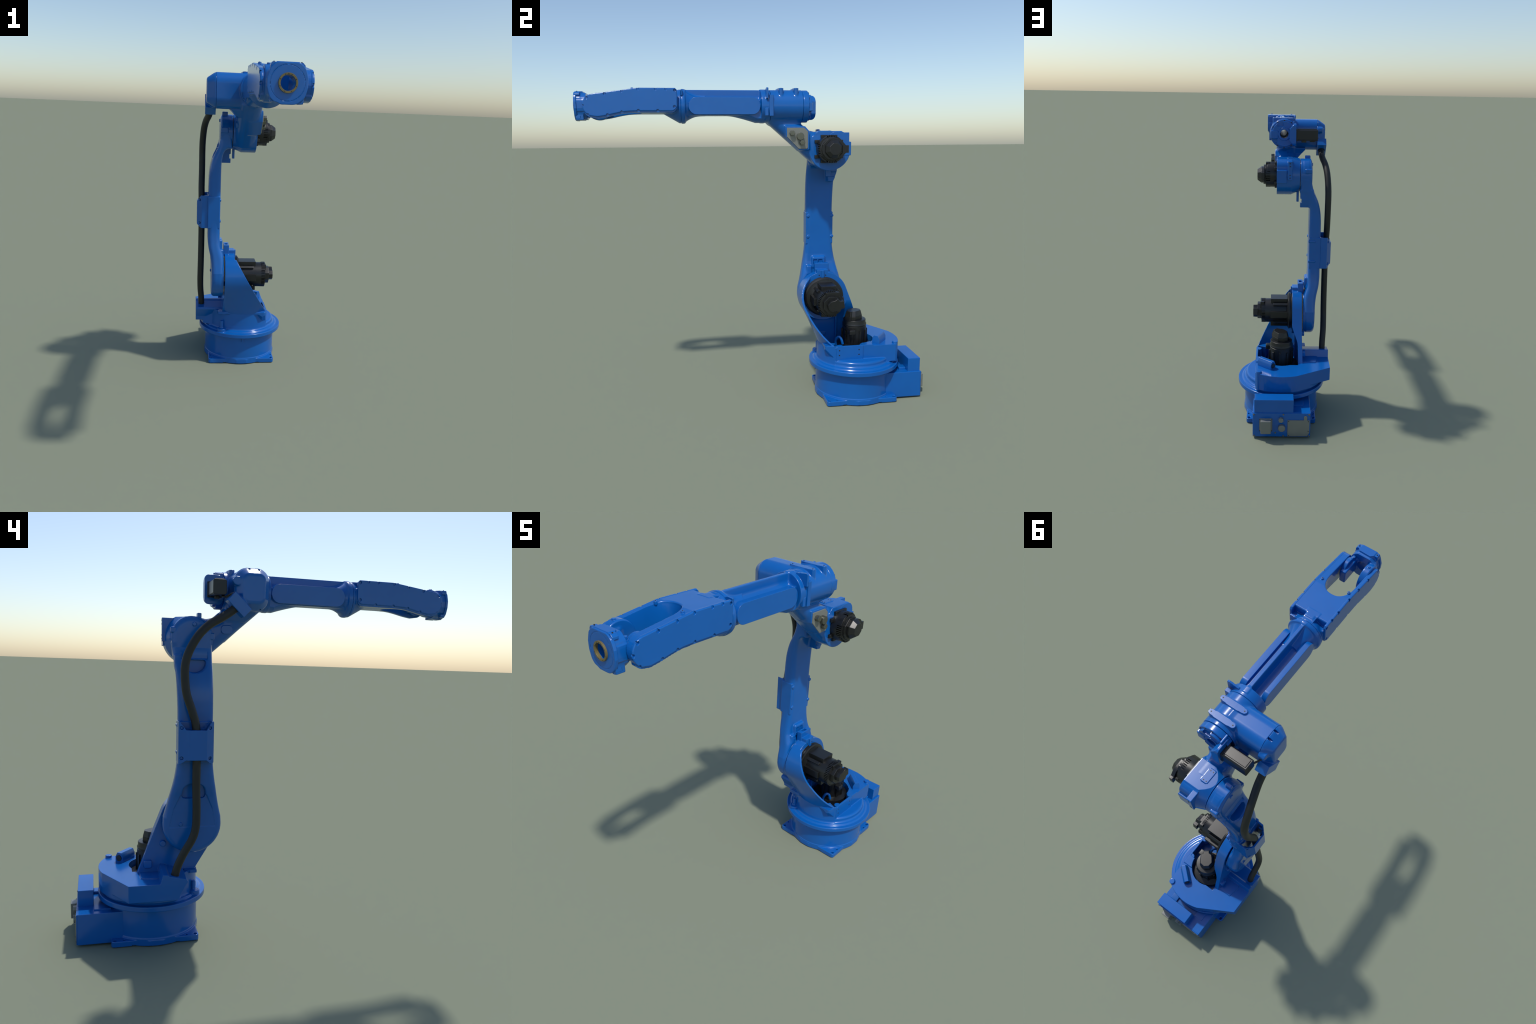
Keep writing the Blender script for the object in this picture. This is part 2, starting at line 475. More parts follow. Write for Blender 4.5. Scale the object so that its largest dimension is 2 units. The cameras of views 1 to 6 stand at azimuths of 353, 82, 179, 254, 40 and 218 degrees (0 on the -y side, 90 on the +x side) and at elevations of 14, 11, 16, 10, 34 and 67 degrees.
# ================================================================= MOTORS
def cap_outline(c, r, tail, half, tdir):
    """octagonal end cap with a cable tail; tdir is the tail angle in degrees"""
    a = math.radians(tdir)
    pts = []
    for i in range(8):
        t = 2 * math.pi * (i + 0.5) / 8
        if i == 7:
            pts += [(r * 0.92, -half * 1.9), (r * 1.25, -half), (tail, -half), (tail, half), (r * 1.25, half), (r * 0.92, half * 1.9)]
        elif i == 0:
            continue
        else:
            pts.append((r * math.cos(t), r * math.sin(t)))
    return [(c[0] + u * math.cos(a) - v * math.sin(a), c[1] + u * math.sin(a) + v * math.cos(a)) for u, v in pts]

def fin_ring(name, c, axis, r, lo, hi, parent, n=44, skip=()):
    bm = bmesh.new()
    for i in range(n):
        a = 2 * math.pi * i / n
        if any(lo_ <= math.degrees(a) <= hi_ for lo_, hi_ in skip):
            continue
        u, v = math.cos(a), math.sin(a)
        w = math.pi * r / n * 0.55
        p = [(c[0] + u * (r - 0.010) - v * s * w, c[1] + v * (r - 0.010) + u * s * w) for s in (-1, 1)] + \
            [(c[0] + u * r - v * s * w, c[1] + v * r + u * s * w) for s in (1, -1)]
        prism_bm(bm, p, lo, hi, axis)
    ob = finish(bm, name, BLACK, parent, 0)
    ob["kind"] = "stuff"
    return ob

# shoulder motor (axis x)
c = SH
sm = turned("shoulder_motor", [(0, -0.064), (0.122, -0.064), (0.122, -0.048), (0.117, -0.046), (0.117, -0.038), (0.121, -0.036), (0.121, -0.030), (0.112, -0.026),
                               (0.112, -0.023), (0.096, -0.021), (0.079, -0.014), (0.079, 0.124), (0.070, 0.124), (0.070, 0.148), (0.060, 0.150), (0, 0.150)], c, "x", BLACK, ROOT, 72)
for (u0, u1, v0, v1) in ((-0.046, 0.046, 0.04, 0.094), (-0.046, 0.046, -0.094, -0.04)):
    prism("motor_pad", quad(c[0] + u0, c[0] + u1, c[1] + v0, c[1] + v1), -0.022, 0.088, "x", BLACK, sm, 0.002)
for s in (-1, 1):
    prism("motor_pad", quad(*sorted((c[0] + s * 0.04, c[0] + s * 0.092)), c[1] - 0.022, c[1] + 0.022), -0.022, 0.088, "x", BLACK, sm, 0.002)
for k in range(4):
    a = math.radians(45 + 90 * k)
    prism("motor_rib", [(c[0] + 0.084 * math.cos(a) + d * math.cos(b), c[1] + 0.084 * math.sin(a) + d * math.sin(b)) for d, b in ((0.012, a + 0.8), (0.012, a + 2.4), (0.012, a + 3.9), (0.012, a + 5.5))],
          -0.022, 0.072, "x", BLACK, sm, 0.002)
fin_ring("motor_fins", c, "x", 0.0795, 0.1225, 0.148, sm, 48, ((28, 62), (300, 330)))
prism("motor_end_block", quad(c[0] - 0.035, c[0] + 0.046, c[1] + 0.020, c[1] + 0.073), 0.13, 0.156, "x", BLACK, sm, 0.003)
prism("motor_end_bell", ngon(c, 0.056, 8, 0.5), 0.146, 0.175, "x", BLACK, sm, 0.002)
prism("encoder_cap", cap_outline(c, 0.035, 0.066, 0.022, 10), 0.172, 0.2025, "x", BLACK, sm, 0.002, 0.97, c)

# elbow motor (axis x)
c = (EL[0] - 0.006, EL[1])
em = turned("elbow_motor", [(0, 0.05), (0.074, 0.05), (0.0775, 0.064), (0.0775, 0.101), (0.068, 0.101), (0.068, 0.128), (0.060, 0.130), (0.060, 0.140), (0, 0.140)], c, "x", BLACK, ROOT, 64)
prism("motor_flange", quad(c[0] - 0.050, c[0] + 0.046, c[1] - 0.078, c[1] + 0.080), 0.056, 0.073, "x", BLACK, em, 0.003)
for s in (-1, 1):
    prism("motor_lug", quad(c[0] - 0.086, c[0] - 0.055, c[1] + s * 0.042 - 0.010, c[1] + s * 0.042 + 0.010), 0.056, 0.076, "x", BLACK, em, 0.003)
    prism("motor_lug", quad(c[0] + 0.050, c[0] + 0.080, c[1] + s * 0.042 - 0.010, c[1] + s * 0.042 + 0.010), 0.056, 0.076, "x", BLACK, em, 0.003)
fin_ring("motor_fins", c, "x", 0.0775, 0.100, 0.1275, em, 48, ((20, 68), (112, 150), (212, 248), (292, 340)))
for k in range(4):
    prism("fin_bridge", arc(c, 0.0770, 22 + 90 * k, 66 + 90 * k, 8) + arc(c, 0.055, 66 + 90 * k, 22 + 90 * k, 8), 0.098, 0.126 if k % 2 else 0.118, "x", BLACK, em, 0.001)
prism("motor_end_bell", ngon(c, 0.062, 8, 0.5), 0.128, 0.142, "x", BLACK, em, 0.002)
ec = (c[0] + 0.008, c[1])
prism("encoder_cap", cap_outline(ec, 0.053, 0.083, 0.021, 0), 0.136, 0.156, "x", BLACK, em, 0.002)
prism("encoder_cap_top", ngon(ec, 0.053, 8, 0.5), 0.155, 0.1795, "x", BLACK, em, 0.002, 0.66, ec)

# swivel motor (axis z)
c = (X0 + 0.002, Y0 + 0.003)
wm = turned("swivel_motor", [(0, 0.255), (0.108, 0.255), (0.108, 0.312), (0.090, 0.316), (0.0735, 0.320), (0.0735, 0.432), (0.071, 0.434), (0.071, 0.438), (0.0735, 0.440), (0.0735, 0.446),
                             (0.069, 0.450), (0.069, 0.470), (0.066, 0.473), (0, 0.473)], c, "z", BLACK, ROOT, 64)
for k in range(10):
    a = 2 * math.pi * k / 10 + 0.2
    prism("motor_rib", [(c[0] + 0.074 * math.cos(a) + 0.009 * math.cos(a + q), c[1] + 0.074 * math.sin(a) + 0.009 * math.sin(a + q)) for q in (0.8, 2.35, 3.93, 5.5)],
          0.30, 0.410, "z", BLACK, wm, 0.0015)
prism("motor_connector", quad(c[0] + 0.062, c[0] + 0.100, c[1] - 0.058, c[1] - 0.020), 0.395, 0.425, "z", BLACK, wm, 0.005)
prism("encoder_cap", cap_outline((c[0], c[1]), 0.047, 0.074, 0.021, -52), 0.472, 0.497, "z", BLACK, wm, 0.002)
prism("encoder_cap_top", cap_outline((c[0], c[1]), 0.047, 0.074, 0.021, -52), 0.497, 0.528, "z", BLACK, wm, 0.002, 0.80, c)
tube("motor_hose", [(0.045, 0.47, 0.30), (0.05, 0.462, 0.345), (0.06, 0.475, 0.372), (0.072, 0.49, 0.365), (0.078, 0.50, 0.33)], 0.008, BLUE, wm, 6, 12)

# ============================================================== LOWER ARM
J3C = (0.4145, 1.507)
ARM_SIDE = arc(J3C, 0.1015, 15, 165, 20) + \
    smooth_line([(0.317, 1.47), (0.3185, 1.38), (0.3185, 1.25), (0.3175, 1.05), (0.3155, 0.93), (0.3075, 0.85), (0.295, 0.78), (0.279, 0.70), (0.266, 0.645)], 5) + \
    arc(SH, 0.1445, 176, 364, 40) + \
    smooth_line([(0.550, 0.645), (0.534, 0.70), (0.514, 0.78), (0.498, 0.85), (0.488, 0.93), (0.4865, 1.05), (0.487, 1.18), (0.4935, 1.31), (0.5045, 1.42), (0.5125, 1.48)], 5)
ARM_FRONT = [(-0.158, 1.62)] + smooth_line([(-0.158, 1.46), (-0.171, 1.412), (-0.198, 1.352), (-0.214, 1.29), (-0.220, 1.23), (-0.222, 1.16)], 5) + \
    smooth_line([(-0.2225, 0.86), (-0.217, 0.80), (-0.203, 0.735), (-0.1965, 0.67), (-0.1955, 0.60)], 5) + [(-0.1955, 0.45), (-0.1195, 0.45)] + \
    smooth_line([(-0.1195, 0.68), (-0.125, 0.735), (-0.143, 0.795), (-0.1475, 0.86)], 5) + \
    smooth_line([(-0.1475, 1.25), (-0.146, 1.32), (-0.136, 1.375), (-0.116, 1.402), (-0.0845, 1.406)], 5) + [(-0.0845, 1.62)]

def arm_shape(x, y, z):
    side = poly(y, z, ARM_SIDE)
    d = smax(side, poly(x, z, ARM_FRONT), 0.030)
    # bearing bosses keep crisp faces toward the joints
    d = union(d, rod(y, z, x, J3C, 0.099, -0.15, -0.0845, 0.002), rod(y, z, x, SH, 0.142, -0.18, -0.1195, 0.002))
    blk = inter(poly(y, z, [(0.440, 1.313), (0.470, 1.310), (0.482, 1.335), (0.492, 1.36), (0.496, 1.42), (0.432, 1.42), (0.436, 1.35)]), span(x, -0.165, -0.0865))
    d = smin(d, blk, 0.012)
    d = np.maximum(d, -box(x, y, z, (-0.0945, 0.40, 1.340), (-0.08, 0.52, 1.368), 0.003))
    # scooped recess below the elbow disc, on the cable side
    ramp = 0.018 * np.clip((1.412 - z) / 0.012, 0, 1) + np.maximum(1.40 - z, 0) * 0.30
    scoop = inter(x + 0.1622 + ramp, smax(span(y, 0.342, 0.472), np.hypot(y - 0.407, np.minimum(z - 1.406, 0)) - 0.064, 0.01))
    d = smax(d, -scoop, 0.004)
    deep = inter(x + 0.153, smax(rect(y, z, 0.352, 0.462, 1.30, 1.404, 0.012), np.hypot(y - 0.407, np.minimum(z - 1.400, 0)) - 0.056, 0.008))
    d = smax(d, -deep, 0.006)
    # pocket above the shoulder disc
    pocket = inter(x + 0.182, smax(rect(y, z, 0.347, 0.467, 0.742, 0.86, 0.02), np.hypot(y - 0.407, z - 0.752) - 0.068, 0.02))
    fan = inter(x + 0.1962, poly(y, z, [(0.345, 0.76), (0.47, 0.76), (0.50, 0.69), (0.52, 0.60), (0.30, 0.60), (0.315, 0.69)]))
    d = smax(d, -union(pocket, fan), 0.006)
    # small bosses
    for yy, zz in ((0.4825, 1.096), (0.4825, 0.966), (0.329, 1.096), (0.329, 0.966)):
        d = smin(d, rod(y, z, x, (yy, zz), 0.0095, -0.19, -0.1445, 0.004), 0.005)
    d = union(d, box(x, y, z, (-0.148, 0.372, 1.58), (-0.114, 0.392, 1.622), 0.003))
    d = union(d, box(x, y, z, (-0.155, 0.49, 1.525), (-0.113, 0.518, 1.553), 0.006), box(x, y, z, (-0.155, 0.309, 1.50), (-0.113, 0.33, 1.532), 0.004))
    d = union(d, rod(y, z, x, (0.407, 1.569), 0.0095, -0.164, -0.15, 0.001), rod(y, z, x, (0.468, 0.612), 0.0085, -0.200, -0.18, 0.001))
    # blisters on the inner face above the shoulder
    bl = union(box(x, y, z, (-0.16, 0.351, 0.765), (-0.128, 0.438, 0.843), 0.012), box(x, y, z, (-0.16, 0.316, 0.726), (-0.122, 0.352, 0.787), 0.010))
    bl = np.maximum(bl, -union(box(x, y, z, (-0.134, 0.360, 0.79), (-0.11, 0.385, 0.822), 0.004), box(x, y, z, (-0.134, 0.392, 0.79), (-0.11, 0.418, 0.822), 0.004)))
    return smin(d, bl, 0.008)
arm = casting("lower_arm", arm_shape, (-0.23, 0.255, 0.455), (-0.082, 0.56, 1.626), 0.003)

# cable clamp on the side of the arm
CL_OUT = [(-0.222, 0.326), (-0.262, 0.328), (-0.2905, 0.362), (-0.2905, 0.446), (-0.262, 0.492), (-0.222, 0.492)]
def clamp_shape(x, y, z):
    plan = poly(x, y, CL_OUT)
    shell = smax(plan, -(plan + 0.010), 0.002)
    yc = np.abs(y - 0.4105)
    top = 1.122 - 0.038 * np.clip((0.075 - yc) / 0.028, 0, 1)
    bot = 0.920 + 0.022 * np.clip((0.075 - yc) / 0.028, 0, 1)
    d = inter(shell, (z - top) * 0.6, (bot - z) * 0.6, x + 0.214)
    d = union(d, box(x, y, z, (-0.226, 0.3165, 0.918), (-0.150, 0.4880, 1.120), 0.006))
    for zz in (1.093, 0.951):
        for yy in (0.345, 0.477):
            d = np.maximum(d, -rod(y, z, x, (yy, zz), 0.008, -0.32, -0.262, 0.001))
    return d
clamp = casting("cable_clamp", clamp_shape, (-0.293, 0.314, 0.915), (-0.148, 0.495, 1.125), 0.0022)
screws("clamp_screw", [(-0.2655, yy, zz) for zz in (1.093, 0.951) for yy in (0.345, 0.477)], "x", 0.0065, -0.02, BLUE, clamp, 12)

tube("cable", [(-0.251, 0.508, 0.345), (-0.253, 0.489, 0.419), (-0.259, 0.459, 0.488), (-0.262, 0.421, 0.556), (-0.262, 0.405, 0.613), (-0.261, 0.402, 0.695),
               (-0.260, 0.405, 0.82), (-0.260, 0.405, 0.93), (-0.262, 0.409, 1.088), (-0.263, 0.428, 1.165), (-0.2615, 0.455, 1.245), (-0.261, 0.464, 1.315), (-0.261, 0.463, 1.385),
               (-0.2595, 0.443, 1.448), (-0.254, 0.400, 1.518), (-0.244, 0.351, 1.565), (-0.231, 0.297, 1.597), (-0.2255, 0.250, 1.628), (-0.2255, 0.212, 1.662)], 0.0195, RUBBER, ROOT, 6, 24)

# ================================================================== ELBOW
NECK = [(0.050, 1.658), (0.054, 1.70), (0.060, 1.74), (0.245, 1.74), (0.246, 1.655), (0.262, 1.631), (0.290, 1.613), (0.325, 1.605), (0.41, 1.605), (0.41, 1.42), (0.3315, 1.412)]
HOOD = (0.062, 0.229, 1.638, 1.8325, 0.060)       # y, y, z, z, corner radius
def elbow_shape(x, y, z):
    q = np.hypot(y - EL[0], z - EL[1])
    taper = np.clip((-0.028 - x) / 0.05, 0, 1) * 0.021
    house = inter(q - 0.1225 + taper, span(x, -0.0815, 0.0605), z - 1.607)
    house = smax(house, x - 0.0605, 0.004)
    block = inter(rect(y, z, 0.40, 0.5225, 1.48, 1.6030, 0.048), span(x, -0.034, 0.0605))
    house = np.minimum(house, block)
    fin = inter(span(x, -0.034, -0.006), rect(y, z, 0.40, 0.5445, 1.488, 1.6, 0.002))
    house = np.minimum(house, inter(rect(y, z, 0.42, 0.5365, 1.468, 1.546, 0.004), span(x, 0.0, 0.0605)))
    neck = inter(poly(y, z, NECK), span(x, -0.072, 0.062))
    neck = smax(poly(y, z, NECK), span(x, -0.072, 0.062), 0.055)
    barrel = rod(x, z, y, (X0, ZR), 0.0905, 0.0645, 0.2465, 0.0015)
    hood = np.maximum(rect(y, z, *HOOD[:4], HOOD[4]), span(x, -0.1988, 0.0))
    gus = inter(poly(x, z, [(-0.122, 1.642), (-0.070, 1.594), (-0.05, 1.60), (-0.05, 1.655), (-0.122, 1.655)]), poly(y, z, NECK) + 0.014, 0.100 - y)
    d = smin(barrel, neck, 0.012)
    d = smin(d, np.minimum(hood, gus), 0.006)
    d = smin(d, house, 0.004)
    boss = inter(poly(y, z, [(0.150, 1.632), (0.262, 1.632), (0.284, 1.608), (0.284, 1.506), (0.231, 1.502), (0.157, 1.575)]) - 0.002, span(x, 0.0, 0.0715))
    d = smin(union(d), smax(boss, x - 0.0715, 0.006), 0.016)
    d = union(d, fin)
    # lifting straps across the barrel
    for yy in (0.1235, 0.2085):
        w = np.abs(x - (X0 + 0.001)) - 0.0595
        st = np.hypot(np.maximum(w, 0), y - yy) - (0.0135 + 0.0035 * np.clip(-w / 0.03, 0, 1))
        d = smin(d, inter(st, span(z, 1.76, 1.8405)), 0.006)
    # side stop for the forearm
    d = union(d, box(x, y, z, (0.085, 0.054, 1.688), (0.1115, 0.077, 1.803), 0.002))
    # oval pads: cable side of the neck and crown of the elbow
    d = union(d, inter(rect(y, z, 0.205, 0.262, 1.535, 1.575, 0.018), span(x, -0.077, -0.06)))
    pad = inter(rect(x, y, -0.042, -0.004, 0.361, 0.436, 0.008), span(z, 1.59, 1.6105))
    d = union(d, pad)
    # stop tab hanging below the joint
    d = union(d, box(x, y, z, (-0.0785, 0.420, 1.342), (-0.064, 0.450, 1.43), 0.002))
    return smax(d, -(np.hypot(x - X0, z - ZR) - 0.030), 0.002)
elbow = casting("elbow", elbow_shape, (-0.20, 0.035, 1.338), (0.114, 0.559, 1.843), 0.0028)
screws("strap_hole_dark_disc", [(X0 + 0.001 + s * 0.0595, yy, 1.842) for s in (-1, 1) for yy in (0.1235, 0.2085)], "z", 0.0032, 0.004, DARK, elbow, 12)  # strap holes modelled as solid discs, coloured dark like their unlit insides
screws("pad_screw", [(a, b, 1.6115) for a in (-0.032, -0.016) for b in (0.372, 0.426)], "z", 0.0030, 0.004, DARK, elbow, 12)
screws("fin_hole_dark_disc", [(-0.019, 0.5455, b) for b in (1.588, 1.571)] + [(-0.019, 0.5455, b) for b in (1.518, 1.501)], "y", 0.0035, 0.004, DARK, elbow, 12)  # darkness of the rear plate's holes, put on as small black cylinders
gp = prism("air_connector_plate", [(0.158, 1.6255), (0.256, 1.6255), (0.2785, 1.605), (0.2785, 1.514), (0.272, 1.508), (0.2255, 1.508), (0.158, 1.575)], 0.066, 0.0745, "x", GREY, elbow, 0.002)
for (yy, zz, r, n) in ((0.186, 1.596, 0.0155, 6), (0.232, 1.578, 0.0205, 32), (0.243, 1.543, 0.0150, 6)):
    prism("air_port", ngon((yy, zz), r, n), 0.072, 0.0965, "x", STEEL, gp, 0.0012)

# end cover of the gearbox hood with the cable spout
SP = Vector((0.690, -0.724)); SC = (0.2325, 1.6405)
def cover_shape(x, y, z):
    o = rect(y, z, *HOOD[:4], HOOD[4])
    d = inter(o, x + 0.1988, -0.2545 - x)
    d = smax(d, (-0.2035 - x) * 0.57 + o * 0.84, 0.008)
    d = smax(d, -0.2545 - x, 0.012)
    a = (y - SC[0]) * SP[0] + (z - SC[1]) * SP[1]
    b = -(y - SC[0]) * SP[1] + (z - SC[1]) * SP[0]
    spout = inter(span(x, -0.2555, -0.196), span(a, -0.054, 0.0), span(b, -0.054, 0.054))
    d = smin(d, spout, 0.012)
    ear = rod(y, z, x, (0.222, 1.768), 0.020, -0.232, -0.197, 0.004)
    d = smin(d, ear, 0.010)
    d = np.maximum(d, -inter(np.hypot(b, x + 0.2255) - 0.021, span(a, -0.03, 0.05)))
    for yy in (0.118, 0.164):
        d = np.maximum(d, -box(x, y, z, (-0.222, yy - 0.005, 1.815), (-0.200, yy + 0.005, 1.86), 0.002))
    for zz in (1.782, 1.690):
        d = np.maximum(d, -box(x, y, z, (-0.222, 0.02, zz - 0.005), (-0.200, 0.060, zz + 0.005), 0.002))
    d = np.maximum(d, -box(x, y, z, (-0.222, 0.100, 1.62), (-0.200, 0.110, 1.650), 0.002))
    return np.maximum(d, x + 0.196)
cover = casting("gearbox_cover", cover_shape, (-0.258, 0.044, 1.60), (-0.194, 0.276, 1.836), 0.0024, parent=ROOT)

# rear cap of the barrel
def cap_shape(x, y, z):
    q = np.hypot(x - X0, z - ZR)
    d = rod(x, z, y, (X0, ZR), 0.0893, 0.2475, 0.282, 0.005)
    d = union(d, rod(x, z, y, (X0, ZR), 0.078, 0.27, 0.296, 0.003))
    d = union(d, box(x, y, z, (0.055, 0.27, 1.715), (0.100, 0.300, 1.765), 0.004))
    d = np.maximum(d, -box(x, y, z, (0.02, 0.284, 1.79), (0.06, 0.31, 1.84), 0.004))
    d = np.maximum(d, -box(x, y, z, (0.06, 0.284, 1.69), (0.09, 0.31, 1.714), 0.004))
    plate = inter(rect(y, z, 0.252, 0.344, 1.672, 1.813, 0.024), span(x, -0.0585, -0.018))
    plate = smax(plate, (-x - 0.018) * 0.0 + (np.abs(z - 1.742) - 0.070 + np.maximum(x + 0.046, 0) * 1.2) * 0.7, 0.004)
    d = union(d, plate, box(x, y, z, (-0.0495, 0.25, 1.79), (-0.040, 0.30, 1.822), 0.002))
    hole = q - 0.0265
    d = union(d, inter(q - 0.040, span(y, 0.28, 0.299)))
    return smax(d, -hole, 0.003)
cap = casting("rear_cap", cap_shape, (-0.061, 0.245, 1.652), (0.108, 0.347, 1.836), 0.0024, parent=ROOT)
screws("cap_screw", [(X0 + 0.084 * math.cos(math.radians(a)), 0.2835, ZR + 0.084 * math.sin(math.radians(a))) for a in (90, 60, 122, 152, 208, 238, 270, 300, 30, -20)],
       "y", 0.0040, 0.006, DARK, cap, 12)

# small square servo that drives the forearm
dm = prism("forearm_motor", [(0.264, 1.713), (0.270, 1.707), (0.3225, 1.707), (0.3285, 1.713), (0.3285, 1.769), (0.3225, 1.775), (0.270, 1.775), (0.264, 1.769)], -0.195, -0.056, "x", BLACK, ROOT, 0.0015)
for v0, v1 in ((1.7745, 1.7785),):
    prism("motor_label_plate", quad(0.2735, 0.3165, v0, v1), -0.188, -0.066, "x", BLACK, dm, 0.001)
prism("motor_flange", quad(0.2615, 0.3310, 1.704, 1.778), -0.068, -0.056, "x", BLACK, dm, 0.002)
prism("motor_connector", quad(0.283, 0.305, 1.694, 1.710), -0.125, -0.095, "x", BLACK, dm, 0.002)
tube("motor_lead", [(-0.150, 0.275, 1.703), (-0.175, 0.262, 1.700), (-0.195, 0.240, 1.712), (-0.205, 0.222, 1.718)], 0.005, BLACK, dm, 6, 10)

# ================================================================ FOREARM
def forearm_shape(x, y, z):
    q = np.hypot(x - X0, z - ZR)
    ax = np.abs(x - X0)
    near = rod(x, z, y, (X0, ZR), 0.0905, 0.012, 0.0632, 0.003)
    far = rod(x, z, y, (X0, ZR), 0.0905, -0.4295, -0.408, 0.003)
    # central box with a tall spine on top
    body = smax(rect(x, z, X0 - 0.052, X0 + 0.052, 1.6945, 1.7893, 0.001), span(y, -0.42, 0.03), 0.004)
    # the recess beside the spine is deeper on the cable side
    body = np.maximum(body, z - np.where(x > X0, 1.777, 1.7720))
    spine = inter(np.abs(x - X0 - 0.0015) - 0.0092, span(y, -0.42, 0.04), z - 1.835, 1.72 - z)
    spine = smax(spine, z - 1.835, 0.006)
    core = smin(body, spine, 0.030)
    # belly cones
    rn = 0.050 + 0.0405 * np.clip((y + 0.18) / 0.165, 0, 1) ** 1.3
    cone_n = inter((q - rn) * 0.95, z - 1.752, ax - 0.060, span(y, -0.19, 0.03))
    tf = np.clip((-0.300 - y) / 0.115, 0, 1)
    cone_f = inter((q - (0.050 + 0.0405 * tf ** 2.2)) * 0.8, span(y, -0.425, -0.30))
    cone_f = inter(cone_f, z - 1.80 - 0.04 * tf)
    d = smin(smin(core, near, 0.012), smin(cone_n, far, 0.010), 0.008)
    d = smin(d, cone_f, 0.010)
    tab = inter(poly(x, z, [(0.040, 1.820), (0.050, 1.834), (0.105, 1.842), (0.1155, 1.838), (0.1155, 1.784), (0.100, 1.781), (0.075, 1.79)]), span(y, 0.0365, 0.0475))
    lug = box(x, y, z, (0.085, 0.030, 1.690), (0.1065, 0.050, 1.733), 0.003)
    tab2 = inter(poly(x, z, [(0.03, 1.81), (0.075, 1.83), (0.103, 1.828), (0.100, 1.800), (0.07, 1.78)]), span(y, -0.4295, -0.419))
    d = union(d, tab, lug, tab2)
    return smax(d, -(q - 0.0245), 0.002)
forearm = casting("forearm", forearm_shape, (X0 - 0.095, -0.432, 1.650), (0.119, 0.066, 1.845), 0.0028)
def stadium(u0, u1, v0, v1, r, n=8):
    return arc((u1 - r, v1 - r), r, 0, 90, n) + arc((u0 + r, v1 - r), r, 90, 180, n) + arc((u0 + r, v0 + r), r, 180, 270, n) + arc((u1 - r, v0 + r), r, 270, 360, n)
for a, b in ((X0 + 0.044, X0 + 0.0765), (X0 - 0.0765, X0 - 0.050)):
    prism("side_cover", stadium(-0.3885, 0.0055, 1.698, 1.7905, 0.0440), a, b, "x", parent=forearm, bevel=0.0015)

# ============================================================= WRIST FORK
FX0, FX1 = -0.083, 0.1275     # outer faces of the two covers
FORK = arc((-0.885, 1.7445), 0.058, 100, 250, 16) + \
    smooth_line([(-0.868, 1.6845), (-0.82, 1.692), (-0.76, 1.705), (-0.71, 1.7125), (-0.65, 1.7145)], 4) + \
    [(-0.487, 1.7145)] + arc((-0.484, 1.7485), 0.035, 270, 345, 6) + [(-0.4485, 1.790), (-0.4485, 1.824), (-0.4585, 1.8345)] + \
    [(-0.652, 1.8345)]
def fork_shape(x, y, z):
    o = poly(y, z, FORK)
    q = np.hypot(x - X0, z - ZR)
    d = inter(np.minimum(o + 0.0008, np.maximum(poly(y, z + 0.008, FORK), -0.93 - y)), span(x, FX0 + 0.006, FX1 - 0.006))
    u = (x - 0.0085 - (1.833 - z) * 0.12) / 0.0705
    w = np.maximum(y + 0.735 + np.maximum(1.825 - z, 0) * 0.10, 0) / 0.103
    gap = (np.abs(u) ** 2.4 + w ** 2.4) ** (1 / 2.4) - 1
    d = smax(d, -gap * 0.0705, 0.004)
    # neck that joins the forearm flange
    back = np.clip((y + 0.535) / 0.095, 0, 1)
    cone = inter((q - (0.036 + 0.0545 * back)) * 0.85, span(y, -0.60, -0.4305), y + 0.4305)
    notch = union(box(x, y, z, (0.042, -0.476, 1.795), (0.118, -0.42, 1.90), 0.003), box(x, y, z, (-0.070, -0.476, 1.795), (-0.004, -0.42, 1.90), 0.003))
    d = smax(d, -notch, 0.008)
    bridge = inter(np.abs(x - X0) - 0.03, span(y, -0.50, -0.432), span(z, 1.70, 1.8315))
    d = smin(d, union(cone, bridge), 0.008)
    for xx in (-0.056, 0.098):
        d = union(d, rod(x, y, z, (xx, -0.6845), 0.0075, 1.822, 1.8365, 0.001))
    return smax(d, -inter(q - 0.027, -0.66 - y), 0.002)
fork = casting("wrist_fork", fork_shape, (FX0 + 0.008, -0.945, 1.650), (FX1 - 0.008, -0.428, 1.839), 0.0028)
screws("grease_nipple", [(xx, -0.6845, 1.8375) for xx in (-0.056, 0.098)], "z", 0.0030, 0.004, DARK, fork, 10)
NOTCH = [(-0.505, 1.829), (-0.560, 1.829), (-0.652, 1.828), (-0.736, 1.817), (-0.825, 1.803), (-0.918, 1.783), (-0.941, 1.742), (-0.917, 1.6945),
         (-0.815, 1.695), (-0.741, 1.709), (-0.655, 1.7165), (-0.553, 1.7165), (-0.464, 1.737), (-0.460, 1.822)]
def side_plate(x, y, z, x0, x1, sgn):
    d = smax(poly(y, z, FORK), span(x, x0, x1), 0.005)
    face = x1 if sgn > 0 else x0
    for a, b in NOTCH:
        d = np.maximum(d, -inter(np.hypot(y - a, z - b) - 0.0068, np.abs(x - face) - 0.0085))
    return d
for x0, x1, sgn in ((FX1 - 0.015, FX1, 1), (FX0, FX0 + 0.015, -1)):
    plate = casting("wrist_cover", lambda x, y, z: side_plate(x, y, z, x0, x1, sgn), (x0, -0.945, 1.682), (x1, -0.446, 1.834), 0.0022, parent=fork)
    f = x1 - 0.0075 if sgn > 0 else x0 + 0.0075
    screws("cover_screw", [(f + sgn * 0.001, a, b) for a, b in NOTCH], "x", 0.0048, 0.002 * sgn, BLUE, plate, 12)

